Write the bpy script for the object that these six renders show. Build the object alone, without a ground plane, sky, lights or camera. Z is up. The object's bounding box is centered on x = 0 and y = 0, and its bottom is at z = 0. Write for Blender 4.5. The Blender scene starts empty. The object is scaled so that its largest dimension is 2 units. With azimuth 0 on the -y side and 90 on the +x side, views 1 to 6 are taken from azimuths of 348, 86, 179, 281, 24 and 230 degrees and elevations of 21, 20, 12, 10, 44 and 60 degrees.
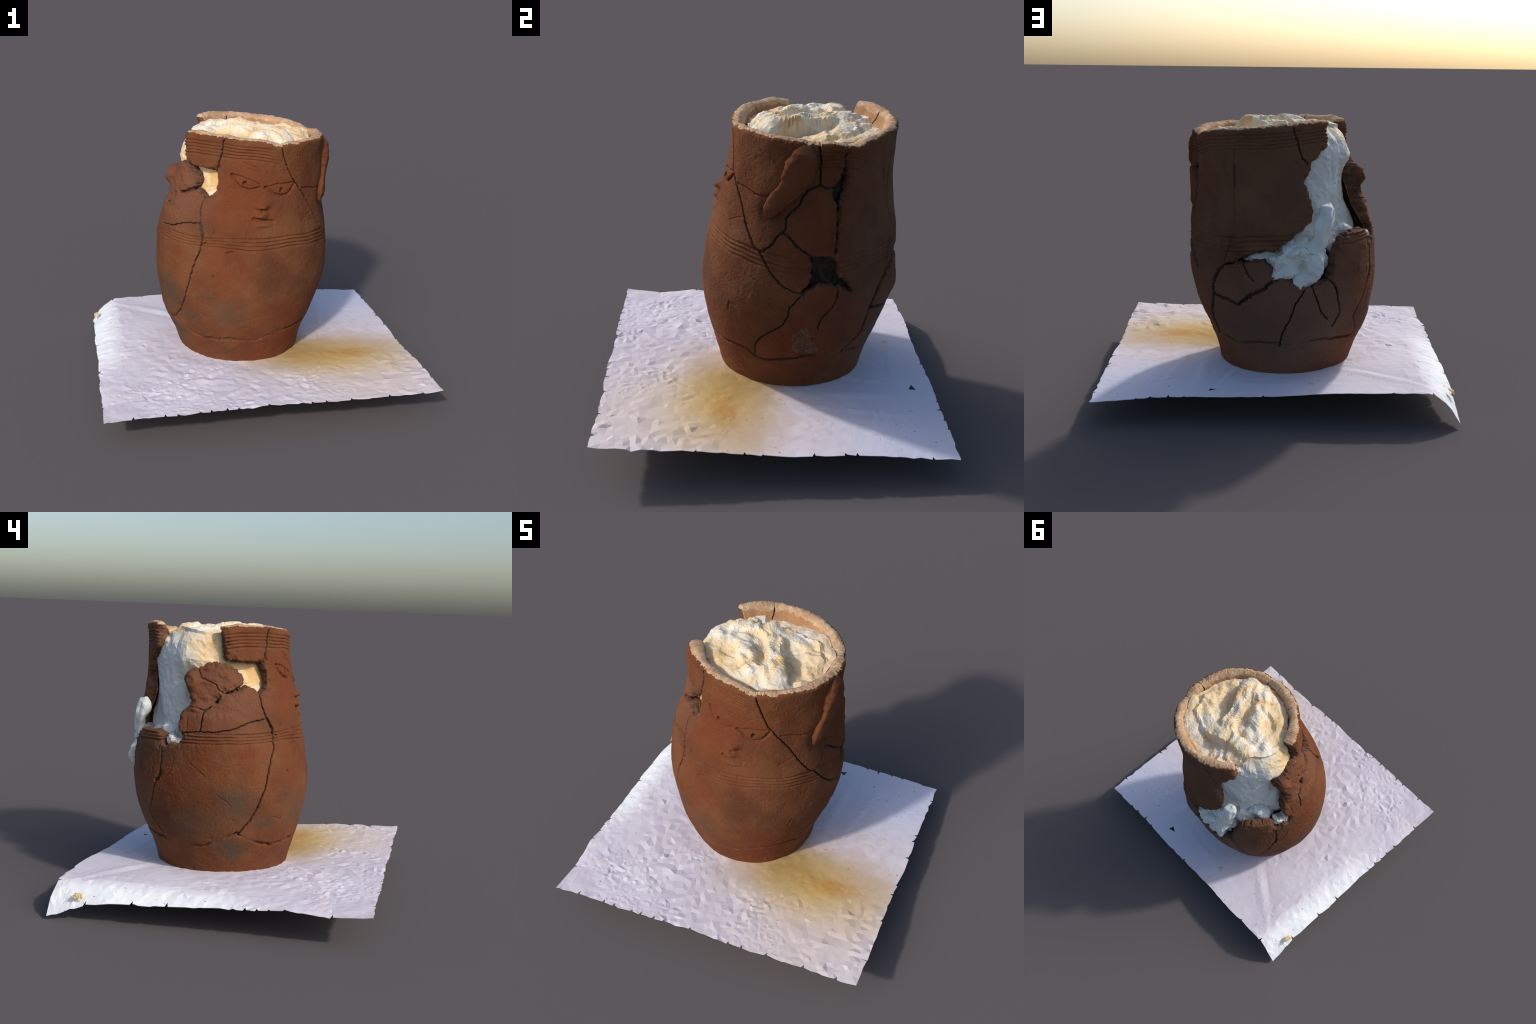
"""Broken clay face jar, mended from sherds, stuffed with crumpled tissue, on a sheet of paper."""
import bpy, math
import numpy as np

rng = np.random.default_rng(7)
COL = bpy.context.scene.collection

# ------------------------------------------------------------------ noise
_perm = np.random.default_rng(3).permutation(1024).astype(np.int32)
_val = np.random.default_rng(4).uniform(-1, 1, 1024).astype(np.float32)


def perlin(p):
    """smooth lattice noise, about -1 to 1"""
    p = np.asarray(p, np.float32)
    fl = np.floor(p)
    i = fl.astype(np.int32)
    f = p - fl
    w = f * f * f * (f * (f * 6 - 15) + 10)
    ix = (_perm[i[..., 0] & 1023], _perm[(i[..., 0] + 1) & 1023])
    iy = (i[..., 1], i[..., 1] + 1)
    iz = (i[..., 2], i[..., 2] + 1)
    wx, wy, wz = w[..., 0], w[..., 1], w[..., 2]
    ab = []
    for a in ix:
        row = []
        for b in iy:
            h = _perm[(a + b) & 1023]
            v0, v1 = _val[_perm[(h + iz[0]) & 1023]], _val[_perm[(h + iz[1]) & 1023]]
            row.append(v0 + (v1 - v0) * wz)
        ab.append(row[0] + (row[1] - row[0]) * wy)
    return ab[0] + (ab[1] - ab[0]) * wx


def fbm(p, octaves=3, gain=0.5):
    s, a = 0, 1.0
    for k in range(octaves):
        s = s + a * perlin(p * 2 ** k + 17.3 * k)
        a *= gain
    return s


def sstep(a, b, x):
    t = np.clip((x - a) / (b - a), 0, 1)
    return t * t * (3 - 2 * t)


# ------------------------------------------------------------------ jar body: stacked, slightly oval, leaning sections
ZK = np.array([.18, .30, .42, .56, .70, .85, 1.0, 1.15, 1.30, 1.45, 1.62])
RAD = np.array([.389, .425, .473, .5105, .531, .531, .517, .476, .4495, .434, .438])
CX = np.array([-.053, -.059, -.060, -.046, -.037, -.032, -.0265, .005, .0305, .0435, .048])
CY = np.array([.135, .136, .144, .1565, .161, .173, .1825, .186, .198, .213, .222])
OV2 = np.array([-.014, -.014, .0, .009, .022, .022, .025, .017, .025, .019, .017])
SK2 = np.array([.005, .005, -.004, -.005, -.008, -.002, -.008, .004, -.007, .003, -.002])


def cub(z, v):
    m = np.gradient(v, ZK)
    i = np.clip(np.searchsorted(ZK, z) - 1, 0, len(ZK) - 2)
    h = ZK[i + 1] - ZK[i]
    s = np.clip((z - ZK[i]) / h, 0, 1)
    return (v[i] * (2 * s ** 3 - 3 * s ** 2 + 1) + v[i + 1] * (3 * s ** 2 - 2 * s ** 3)
            + h * (m[i] * (s ** 3 - 2 * s ** 2 + s) + m[i + 1] * (s ** 3 - s ** 2)))


def radius(th, z):
    return cub(z, RAD) * (1 + cub(z, OV2) * np.cos(2 * th) + cub(z, SK2) * np.sin(2 * th))


def point(th, z, off=0.0):
    r = radius(th, z) + off
    return np.stack([cub(z, CX) + r * np.cos(th), cub(z, CY) + r * np.sin(th), z + 0 * r], -1)


def wrap_table(deg, tab):
    a = [t[0] for t in tab]
    v = [t[1] for t in tab]
    return np.interp(deg, a, v, period=360)


RIM = [(-164, 1.580), (-153, 1.596), (-126, 1.597), (-104, 1.587), (-92, 1.580), (-79, 1.556), (-53, 1.560),
       (-32, 1.550), (-10, 1.532), (9, 1.532), (18, 1.518), (24, 1.514), (31, 1.530), (45, 1.553), (70, 1.566),
       (86, 1.573), (107, 1.590), (131, 1.606), (137, 1.600)]
BAND = [(-180, 1.0), (-150, 1.004), (-100, 1.016), (-60, 1.012), (-40, .995), (-17, .967), (23, .966), (52, .967),
        (78, .993), (100, 1.0)]
BANDSTEP = [(-180, .018), (-122, .0155), (-96, .0225), (-60, .020), (-17, .025), (23, .026), (78, .026), (150, .018)]
FOOTLINE = [(-180, .360), (-171, .386), (-162, .42), (-156, .446), (-148, .398), (-136, .368), (-128, .354),
            (-113, .362), (-106, .376), (-95, .355), (-86, .345), (-71, .388), (-55, .391), (-41, .400), (-35, .39),
            (-31, .350), (-22, .338), (-11, .357), (8, .385), (31, .377), (53, .345), (70, .371), (89, .363),
            (101, .380), (112, .392), (140, .375), (165, .352)]

# the big break: runs from the front rim, round the window, down the left sherd, through the back (degrees, height)
VOID = [(196, 1.70), (196, 1.575), (197.5, 1.525), (198, 1.472), (197, 1.405), (207, 1.400), (215, 1.402),
        (221, 1.402), (229, 1.392), (231, 1.335), (231, 1.28), (228, 1.244), (224, 1.232), (221.5, 1.221),
        (219, 1.240), (214, 1.258), (208, 1.250), (202, 1.231), (195, 1.222), (202, 1.243), (208, 1.266),
        (211, 1.306), (205, 1.347), (199, 1.383), (192, 1.394), (185, 1.379), (180, 1.361), (173, 1.343),
        (168.5, 1.309), (169.5, 1.263), (172, 1.216), (173, 1.159), (172, 1.143), (167, 1.105), (166, 1.059),
        (166.5, 1.018), (170, .995), (171, .98), (168, .941), (164, .938), (156, .907), (154, .945), (157, .981),
        (153, .990), (149, 1.002), (139, .994), (133, .989), (129, .971), (125, .915), (121, .844), (120, .795),
        (118, .752), (113, .734), (109, .719), (105, .707), (101, .728), (96, .741), (90, .763), (88, .772),
        (84, .762), (82, .778), (81, .827), (78, .862), (74, .857), (65, .837), (54, .821), (51, .822), (58, .844),
        (65, .884), (71, .907), (81, .917), (88, .924), (89, .951), (94, .977), (100, 1.014), (109, 1.063),
        (112, 1.092), (114, 1.122), (114, 1.164), (115, 1.217), (113, 1.254), (113, 1.281), (119, 1.348),
        (119.5, 1.369), (128, 1.408), (136, 1.458), (138, 1.527), (137, 1.59), (133, 1.70)]
GAP = [(17, 1.60), (19, 1.486), (19.5, 1.406), (20, 1.345), (19, 1.285), (17, 1.23), (16, 1.168), (15.2, 1.09),
       (14.2, 1.01), (13.4, .965), (12.4, .965), (12.4, 1.022), (13, 1.083), (13.8, 1.144), (13.8, 1.216),
       (11, 1.254), (8, 1.312), (9.5, 1.325), (15, 1.363), (17, 1.407), (16.8, 1.478), (15.8, 1.60)]
HOLE = [(-1, .970), (4, .977), (11, .976), (16, .929), (16.5, .868), (23, .813), (26, .761), (20, .795), (16, .808),
        (6, .824), (2, .809), (-1.6, .790), (-2, .767), (-4, .772), (-5, .794), (-1, .823), (0, .873), (-1, .933)]
SCAN_HOLE = [(-129.9, .527), (-126, .516), (-123.9, .522), (-125.2, .500)]  # hole left by the scan mesh, copied as a cut in the wall
SCARHOLE = [(-166.5, 1.214), (-165.5, 1.19), (-169, 1.166), (-173, 1.155), (-170, 1.185)]

# cracks: (points in degrees/height, width in metres)
CRACKS = [
    ([(-125, 1.64), (-126, 1.56), (-127, 1.52), (-128.5, 1.465), (-130, 1.42), (-131.5, 1.385)], .008),
    ([(-138, 1.225), (-138.5, 1.20), (-137, 1.15), (-135, 1.105), (-134, 1.08)], .006),
    ([(-134, 1.085), (-132, 1.052), (-130, 1.026), (-129.6, 1.0)], .015),
    ([(-129.6, 1.0), (-129.6, .976), (-129.6, .93), (-132, .885), (-134.5, .829), (-137, .748), (-140, .66),
      (-143, .588), (-147, .52), (-154, .455), (-155, .435)], .008),
    ([(-128, 1.0), (-126, .99), (-127, .975), (-130, .965)], .004),
    ([(-134, 1.083), (-142, 1.079), (-147, 1.070), (-152, 1.052), (-158, 1.033), (-169, 1.017), (-179, 1.012),
      (173, 1.006), (169, .995)], .006),
    ([(-78.5, 1.60), (-78, 1.54), (-76, 1.487), (-73, 1.428), (-67.5, 1.351), (-61, 1.29), (-56, 1.25), (-49, 1.187),
      (-43.5, 1.12), (-38, 1.055), (-33, 1.0), (-29, .977), (-25, .925), (-21, .876), (-17, .841), (-13, .812),
      (-8, .793), (-3, .783)], .0050),
    ([(-58, 1.285), (-48, 1.272), (-41, 1.258), (-35, 1.251), (-30, 1.259)], .004),
    ([(-29, .977), (-24, 1.003), (-21, 1.044), (-19, 1.079), (-16, 1.080), (-12, 1.057), (-8, 1.022), (-3, .992),
      (0, .973)], .009),
    ([(-18, 1.084), (-16, 1.106), (-17, 1.157), (-14, 1.191), (-10, 1.224), (-9, 1.261), (-7, 1.303), (-1, 1.328),
      (1, 1.338)], .008),
    ([(-2, 1.60), (-2, 1.527), (-1, 1.477), (0, 1.403), (1, 1.338), (5, 1.318), (9, 1.318)], .009),
    ([(16, .808), (16.5, .743), (15, .696), (11, .664), (8, .614), (8, .570)], .006),
    ([(-3, .775), (-6, .74), (-9, .70), (-10, .65), (-12, .60), (-17, .56), (-25, .50), (-29, .44), (-30, .36)], .0055),
    ([(52, .822), (46, .755), (42.5, .697), (41, .638), (39, .572), (37, .505), (34, .44), (31, .378)], .016),
    ([(41, .638), (48, .632), (54, .623), (60, .604), (64, .630), (71, .670), (77, .708), (83, .745), (87, .77)], .015),
    ([(103, .715), (100, .661), (96, .616), (94, .552), (90, .497), (86, .433), (85, .401), (84, .355)], .007),
    ([(107, .715), (108, .680), (110, .633), (112, .585), (114, .547), (117, .520)], .006),
    ([(118, .75), (121, .721), (123, .678), (124, .608), (126, .552), (124, .517), (121, .470)], .008),
    ([(65, .84), (68, .787), (72, .750)], .006),
    ([(107, 1.64), (107, 1.586), (108, 1.534), (110, 1.503), (111, 1.455), (113, 1.407), (117, 1.372)], .007),
    ([(156, .91), (155.5, .843), (154.5, .775), (151, .717), (148, .668), (146, .608), (141, .544), (139, .506),
      (143, .456), (146, .41), (146, .36)], .005),
    ([(154.6, .775), (152.5, .74), (150.5, .712)], .014),
    ([(179, 1.345), (-180, 1.309), (-175, 1.290), (-170, 1.271), (-168, 1.240), (-165, 1.228)], .0045),
    ([(-173, 1.15), (-177, 1.124), (-178, 1.098), (-178, 1.053), (-179, 1.013)], .0055),
    ([(-176, 1.126), (179, 1.142), (171, 1.149)], .0045),
]
HAIRLINE = .0048    # cracks narrower than this do not go through the wall
# incised lines and scratches that do not go through: (points, width, depth)
GROOVES = [
    ([(-118, 1.380), (-111, 1.375), (-103, 1.355), (-95, 1.328)], .010, .007),
    ([(-118, 1.380), (-114, 1.335), (-109, 1.310), (-104, 1.299), (-99, 1.302), (-95, 1.312)], .013, .010),
    ([(-91, 1.312), (-87, 1.317), (-81, 1.326), (-74, 1.325), (-66, 1.328)], .009, .007),
    ([(-90, 1.312), (-87, 1.298), (-84, 1.275), (-77, 1.258), (-72, 1.264), (-68, 1.293), (-65.5, 1.316)], .013, .010),
    ([(-103, 1.440), (-95, 1.403)], .007, .0026), ([(-105, 1.424), (-97, 1.395)], .007, .0026),
    ([(-107, 1.452), (-99, 1.428)], .007, .003), ([(-83, 1.398), (-70, 1.403)], .007, .0026),
    ([(-82, 1.386), (-73, 1.388)], .007, .0026), ([(-78, 1.376), (-72, 1.377)], .006, .002),
    ([(-96, 1.134), (-93, 1.129), (-89, 1.122), (-84, 1.116), (-81, 1.112)], .015, .012),
    ([(-91.5, 1.19), (-91, 1.172)], .010, .008),
    ([(63, 1.45), (62.5, 1.40), (62, 1.344), (61, 1.238), (60, 1.05)], .007, .004),
    ([(62.3, 1.36), (61.7, 1.30), (61.3, 1.25)], .010, .006),
    ([(52, 1.371), (55, 1.309)], .012, .006),
    ([(-46, 1.128), (-52, 1.112), (-56, 1.092)], .006, .003),
    ([(172.5, 1.085), (173, 1.006)], .006, .004),
    ([(165, .86), (163, .80), (158, .74)], .005, .003), ([(175, .84), (-179, .80), (-176, .77)], .005, .003),
    ([(-168, .66), (-163, .63), (-160, .60)], .005, .003),
    ([(57, .99), (55, .93), (53, .87), (52, .83)], .010, .006),
    ([(50, .95), (49, .90)], .010, .005), ([(-45, .67), (-47, .62)], .008, .004),
    ([(-111, .930), (-106.5, .940)], .014, .008), ([(-130, 1.445), (-128.5, 1.41)], .012, .007),
    ([(-122, 1.05), (-122, 1.04)], .010, .006), ([(-120, .79), (-119.5, .78)], .012, .007),
]


def resample(pts, step, jit, seed):
    """polyline in (degrees, z) -> denser (s, z) polyline about its own mid angle, with a ragged wander"""
    a = np.array(pts, float)
    a[:, 0] = np.degrees(np.unwrap(np.radians(a[:, 0])))
    mid = a[:, 0].mean()
    q = np.stack([np.radians(a[:, 0] - mid) * cub(a[:, 1], RAD), a[:, 1]], 1)
    seg = np.r_[0, np.cumsum(np.hypot(*np.diff(q, axis=0).T))]
    n = max(2, int(seg[-1] / step) + 1)
    t = np.linspace(0, seg[-1], n)
    q = np.stack([np.interp(t, seg, q[:, 0]), np.interp(t, seg, q[:, 1])], 1)
    r = np.random.default_rng(seed)
    w = r.normal(size=q.shape) * jit
    w[0] = w[-1] = 0
    return mid, q + w, t


def to_s(thdeg, z, mid):
    return np.radians((thdeg - mid + 180) % 360 - 180) * cub(z, RAD)


def dist_line(s, z, q, widths=None):
    """distance to a polyline minus a width that varies along it"""
    shape = s.shape
    s, z = s.ravel(), z.ravel()
    best = np.full(s.shape, 9.0)
    lo, hi = q.min(0) - .06, q.max(0) + .06
    m = np.flatnonzero((s > lo[0]) & (s < hi[0]) & (z > lo[1]) & (z < hi[1]))
    ss, zz = s[m], z[m]
    b = np.full(ss.shape, 9.0)
    for k in range(len(q) - 1):
        a, d = q[k], q[k + 1] - q[k]
        L = max(d @ d, 1e-12)
        t = np.clip(((ss - a[0]) * d[0] + (zz - a[1]) * d[1]) / L, 0, 1)
        dd = np.hypot(ss - a[0] - t * d[0], zz - a[1] - t * d[1])
        if widths is not None:
            dd = dd - (widths[k] + t * (widths[k + 1] - widths[k]))
        b = np.minimum(b, dd)
    best[m] = b
    return best.reshape(shape)


def poly_sdf(s, z, q):
    """signed distance to a closed polygon, positive outside"""
    d = np.full(s.shape, 9.0)
    inside = np.zeros(s.shape, bool)
    n = len(q)
    for k in range(n):
        a, b = q[k], q[(k + 1) % n]
        e = b - a
        t = np.clip(((s - a[0]) * e[0] + (z - a[1]) * e[1]) / max(e @ e, 1e-12), 0, 1)
        d = np.minimum(d, np.hypot(s - a[0] - t * e[0], z - a[1] - t * e[1]))
        c = (a[1] > z) != (b[1] > z)
        if abs(e[1]) > 1e-9:
            inside ^= c & (s < e[0] * (z - a[1]) / e[1] + a[0])
    return np.where(inside, -d, d)


# ------------------------------------------------------------------ grid over the jar wall
NT, NZ = 1040, 448
Z0, Z1 = .176, 1.635
CELL = .0033
THICK = .062
TH, ZZ = np.meshgrid(np.linspace(-math.pi, math.pi, NT, endpoint=False), np.linspace(Z0, Z1, NZ), indexing='ij')


def edge_fields(th, z):
    """how far a point of the wall is from the rim, from a break and from a crack (negative = no clay there)"""
    deg = np.degrees(th)
    p = point(th, z)
    ragged = fbm(p * 26, 2) * .006 + fbm(p * 80 + 9, 2) * .0022
    rim = wrap_table(deg, RIM) + fbm(p * 9 + 31, 3) * .006 - z
    brk = np.full(th.shape, 9.0)
    for k, poly in enumerate((VOID, GAP, HOLE, SCAN_HOLE, SCARHOLE)):
        mid, q, _ = resample(poly + [poly[0]], .02 if k < 3 else .05, 0.0, 50 + k)
        amp = 1.0 if k < 3 else .25
        brk = np.minimum(brk, poly_sdf(to_s(deg, z, mid), z, q[:-1]) + ragged * amp)
    crk = np.full(th.shape, 9.0)
    for k, (pts, w) in enumerate(CRACKS):
        if w < HAIRLINE:
            continue
        mid, q, t = resample(pts, .011, .0013 if w < .006 else .0022 if w < .012 else .0040, 100 + k)
        r = np.random.default_rng(300 + k)
        wid = np.maximum(w * .5, .0031) * np.interp(t, np.arange(0, t[-1] + .06, .03), r.uniform(.95, 1.35, len(np.arange(0, t[-1] + .06, .03))))
        crk = np.minimum(crk, dist_line(to_s(deg, z, mid), z, q, wid))
    return rim, brk, crk


rim_f, brk_f, crk_f = edge_fields(TH, ZZ)
F = np.minimum(np.minimum(rim_f, brk_f), crk_f)

# snap the vertices next to an edge onto it
R0 = cub(ZZ, RAD)
ds = 2 * math.pi / NT * R0
dz = (Z1 - Z0) / (NZ - 1)
gs = (np.roll(F, -1, 0) - np.roll(F, 1, 0)) / (2 * ds)
gz = np.gradient(F, dz, axis=1)
g2 = np.maximum(gs ** 2 + gz ** 2, .25)
near = np.abs(F) < .75 * CELL
mv = np.where(near & (F < .45 * CELL), -F, 0) / g2
cap = .6 * CELL
THs = TH + np.clip(mv * gs, -cap, cap) / R0
ZZs = ZZ + np.clip(mv * gz, -cap, cap)
keep = F > -.5 * CELL
face = keep[:, :-1] & keep[:, 1:] & np.roll(keep, -1, 0)[:, :-1] & np.roll(keep, -1, 0)[:, 1:]

# ------------------------------------------------------------------ relief of the outer skin
P0 = point(THs, ZZs)
deg = np.degrees(THs)
D = fbm(P0 * 3.1 + 5, 2) * .006 + fbm(P0 * 17 + 11, 3) * .0016 + fbm(P0 * 70, 2) * .0006
# front panel left half, back of left: coarser, weathered skin
rough = np.clip(fbm(P0 * 4 + 40, 2) * 1.6 + .35, 0, 1)
D += rough * fbm(P0 * 110 + 3, 2) * .0010
pit = perlin(P0 * 42 + 77)
D -= sstep(.72, .95, pit) * .0024
pit2 = perlin(P0 * 90 + 7)
D -= sstep(.70, .90, pit2) * .0018

# turned grooves under the rim and round the shoulder
wob = fbm(np.stack([np.cos(THs) * 5, np.sin(THs) * 5, ZZs * 3], -1), 2) * .004
topz = wrap_table(deg, RIM)
fade_up = 1 - sstep(-95, -78, deg) * (1 - sstep(-12, 2, deg))
fade_up = fade_up * (1 - .5 * np.exp(-((deg - 45) / 18) ** 2))


def v_groove(x, w):
    return np.clip(1 - np.abs(x) / w, 0, 1) ** 1.0


for k in range(5):
    zc = topz - .041 - .0187 * k + wob
    D -= .0085 * fade_up * v_groove(ZZs - zc, .0085) * np.clip(.95 + .6 * fbm(P0 * 20 + k, 1), .4, 1.2)
bz, bs = wrap_table(deg, BAND), wrap_table(deg, BANDSTEP)
fade_lo = 1 - .55 * sstep(-30, -10, deg) * (1 - sstep(35, 55, deg))
for k in range(4):
    zc = bz - bs * k + wob
    D -= .0085 * fade_lo * v_groove(ZZs - zc, .0085) * np.clip(.95 + .6 * fbm(P0 * 20 + 5 * k, 1), .35, 1.2)
# join of the foot: a torn ledge all round
fz = wrap_table(deg, FOOTLINE) + fbm(P0 * 30, 2) * .006
x = foot_x = ZZs - fz
D -= .020 * np.exp(-(x / .0065) ** 2) * np.clip(.65 + 1.1 * fbm(P0 * 11 + 90, 2), .12, 1.2) 

for k, (pts, w, dep) in enumerate(GROOVES + [(c, .0052, .009) for c, cw in CRACKS if cw < HAIRLINE]):
    mid, q, t = resample(pts, .012, .0009, 500 + k)
    d = dist_line(to_s(deg, ZZs, mid), ZZs, q)
    D -= dep * 1.55 * np.clip(1 - d / w, 0, 1) ** 1.1


def bump(a, z, ra, rz, rot=0.0):
    s = to_s(deg, ZZs, a)
    u, v = s * math.cos(rot) + (ZZs - z) * math.sin(rot), -s * math.sin(rot) + (ZZs - z) * math.cos(rot)
    return np.exp(-(u / ra) ** 2 - (v / rz) ** 2)


# the modelled face
for a, z in ((-107, 1.338), (-77.5, 1.293)):
    D += .007 * bump(a, z, .045, .022, -.25 if a < -90 else .1)
    D -= .030 * np.clip(1 - np.hypot(to_s(deg, ZZs, a), ZZs - z) / .014, 0, 1) ** .5
D += .006 * bump(-110, 1.322, .012, .009)
D += .034 * bump(-91, 1.206, .034, .022) * sstep(1.184, 1.196, ZZs + .0006 * (deg + 91))
D += .022 * bump(-91, 1.155, .036, .022)
D += .012 * bump(-88, 1.098, .05, .014)
D -= .004 * bump(-97, 1.19, .02, .02) + .004 * bump(-84, 1.18, .02, .02)
# the left ear has broken off and left a rough stump; its sherd stands proud of the wall
D += .016 * sstep(150, 165, deg % 360) * sstep(214, 196, deg % 360) * sstep(1.02, 1.10, ZZs)
D += .048 * np.clip(1.5 * bump(174.5, 1.290, .034, .046), 0, 1)
D += .020 * bump(177, 1.135, .030, .022)
D -= .014 * bump(-171, 1.187, .030, .018, .5)
for a, z, ra, rz, hgt in ((137, .72, .15, .17, .018), (68, .71, .11, .085, .032), (47, .72, .07, .09, .012), (34, .51, .12, .08, .024), (57, .80, .06, .05, .014), (30, .68, .08, .09, .018), (-47, 1.29, .09, .11, -.012), (18, 1.25, .05, .15, -.013), (15, 1.43, .04, .08, -.026), (52, .62, .07, .09, .012), (28, 1.08, .06, .20, -.013),
                          (-29, 1.2, .05, .12, -.009), (-102, 1.55, .10, .03, .006),
                          (42, 1.20, .11, .15, -.022), (-17, 1.15, .11, .16, -.018), 
                          (-156, 1.50, .13, .10, .026), (-150, 1.20, .10, .10, .014)):
    D += hgt * bump(a, z, ra, rz)
crumb = (bump(-1, .52, .075, .09) + bump(5, .43, .09, .05))
crumb = np.clip(crumb, 0, 1)
D += sstep(150, 165, deg % 360) * sstep(218, 205, deg % 360) * sstep(1.04, 1.12, ZZs) * sstep(1.42, 1.39, ZZs) * fbm(P0 * 24 + 33, 3) * .006
D += -.010 * crumb + crumb * fbm(P0 * 45 + 60, 3) * .010
# long ridge behind the right ear
mid, q, _ = resample([(3, 1.318), (6, 1.22), (9, 1.131)], .02, 0, 1)
D += .017 * np.clip(1 - dist_line(to_s(deg, ZZs, mid), ZZs, q) / .032, 0, 1)


# rounded edges
def round_in(f, r):
    t = np.clip(1 - f / r, 0, 1)
    return r * (1 - np.sqrt(np.clip(1 - t * t, 0, 1)))


rr_brk = .014
rim_r = .018 + .005 * fbm(P0 * 9, 1)
edge = np.maximum(np.maximum(round_in(rim_f, rim_r) * .9, round_in(brk_f, rr_brk) * .8), round_in(crk_f, .006) * .7)
chip = (sstep(.035, 0, brk_f) * .014 + sstep(.03, 0, rim_f) * .008) * np.clip(fbm(P0 * 30 + 21, 3), 0, 1)
OUT = D - edge - chip
tk = .066 + .010 * fbm(P0 * 6 + 8, 2) + .028 * sstep(.0, .11, rim_f) * sstep(1.25, 1.40, ZZs)
INN = -tk + np.maximum(round_in(rim_f, .017) * .9, round_in(brk_f, .012) * .7) + fbm(P0 * 12 + 66, 3) * .003

VO, VI = point(THs, ZZs, OUT), point(THs, ZZs, np.minimum(INN, OUT - .01))
VO = VO.reshape(-1, 3)
VI = VI.reshape(-1, 3)
NV = NT * NZ


def vid(i, j):
    return (i % NT) * NZ + j


# label the sherds: connected patches of wall between the cracks
ids = np.arange(NT * (NZ - 1)).reshape(NT, NZ - 1)
lab = np.where(face, ids, -1)
zone = ((foot_x[:, :-1] + foot_x[:, 1:] + np.roll(foot_x, -1, 0)[:, :-1] + np.roll(foot_x, -1, 0)[:, 1:]) > 0) * 1   # above / below the foot join
BIG = 1 << 40
for _ in range(400):
    l = np.where(face, lab, BIG)
    m = l.copy()
    for ax, sh in ((0, 1), (0, -1), (1, 1), (1, -1)):
        nb = np.where(np.roll(zone, sh, ax) == zone, np.roll(l, sh, ax), BIG)
        if ax == 1:
            nb[:, 0 if sh == 1 else -1] = BIG
        m = np.minimum(m, nb)
    m = np.where(face, m, BIG)
    flat = m.ravel()
    ok = flat < BIG
    root = flat.copy()
    np.minimum.at(root, l.ravel()[ok], flat[ok])
    for _k in range(6):
        flat[ok] = np.minimum(flat[ok], root[flat[ok]])
        root[ok] = np.minimum(root[ok], flat[ok])
    new = np.where(face, flat.reshape(m.shape), -1)
    if (new == lab).all():
        break
    lab = new
names, counts = np.unique(lab[face], return_counts=True)
sherds = names[counts > 150][np.argsort(-counts[counts > 150])]
foot_labels = set(np.unique(lab[face & (zone == 0)]).tolist())
print('sherds', len(sherds), counts.max(), sorted(counts)[-12:])

ii, jj = np.nonzero(face)
quads = np.stack([vid(ii, jj), vid(ii + 1, jj), vid(ii + 1, jj + 1), vid(ii, jj + 1)], 1)
qlab = lab[ii, jj]
edge_noise = fbm(P0 * 34 + 2, 3) * .010
rimq = (rim_f + edge_noise)[ii, jj]
brkq = (brk_f)[ii, jj]
crkq = crk_f[ii, jj]
footq = (np.abs(foot_x) + edge_noise * .9 + .006 * (fbm(P0 * 9 + 55, 2) < -.12))[ii, jj]
scarq = (bump(-171, 1.187, .022, .014, .5) + bump(172.5, 1.285, .018, .03) + crumb * .9)[ii, jj] + edge_noise[ii, jj] * 20
# outer: 0 skin, 1 fracture, 2 sandy slip
mat_o = np.where(rimq < .003, 2, np.where((brkq + edge_noise[ii, jj] * .8 < .004) | (scarq > .62) | (footq < .0035), 1, 0))
# boundary edges
e_from, e_to, e_lab, e_rim = [], [], [], []
fp = np.zeros((NT, NZ + 1), bool)
fp[:, 1:NZ] = face
lp = np.full((NT, NZ + 1), -1, np.int64)
lp[:, 1:NZ] = lab
# edges along theta at row j, between face j-1 (below) and j (above)
below, above = fp[:, :-1], fp[:, 1:]
lbelow, labove = lp[:, :-1], lp[:, 1:]
i, j = np.nonzero(above & ~below)
e_from.append(vid(i + 1, j)); e_to.append(vid(i, j)); e_lab.append(labove[i, j])
i, j = np.nonzero(below & ~above)
e_from.append(vid(i, j)); e_to.append(vid(i + 1, j)); e_lab.append(lbelow[i, j])
left, right = np.roll(face, 1, 0), face
lleft = np.roll(lab, 1, 0)
i, j = np.nonzero(right & ~left)
e_from.append(vid(i, j)); e_to.append(vid(i, j + 1)); e_lab.append(lab[i, j])
i, j = np.nonzero(left & ~right)
e_from.append(vid(i, j + 1)); e_to.append(vid(i, j)); e_lab.append(lleft[i, j])
e_from, e_to, e_lab = map(np.concatenate, (e_from, e_to, e_lab))
bverts = np.unique(np.r_[e_from, e_to])
slot = np.full(NV, -1)
slot[bverts] = np.arange(len(bverts))
rows = [.22, .5, .78]
pb_o, pb_i = VO[bverts], VI[bverts]
thb, zb = THs.ravel()[bverts], ZZs.ravel()[bverts]
gsb, gzb = gs.ravel()[bverts], gz.ravel()[bverts]
gn = np.maximum(np.hypot(gsb, gzb), .3)
tang = np.stack([-np.sin(thb) * gsb, np.cos(thb) * gsb, gzb], 1) / gn[:, None]   # points into the clay
wide = np.minimum(rim_f, brk_f).ravel()[bverts] < .01
mids = []
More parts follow.
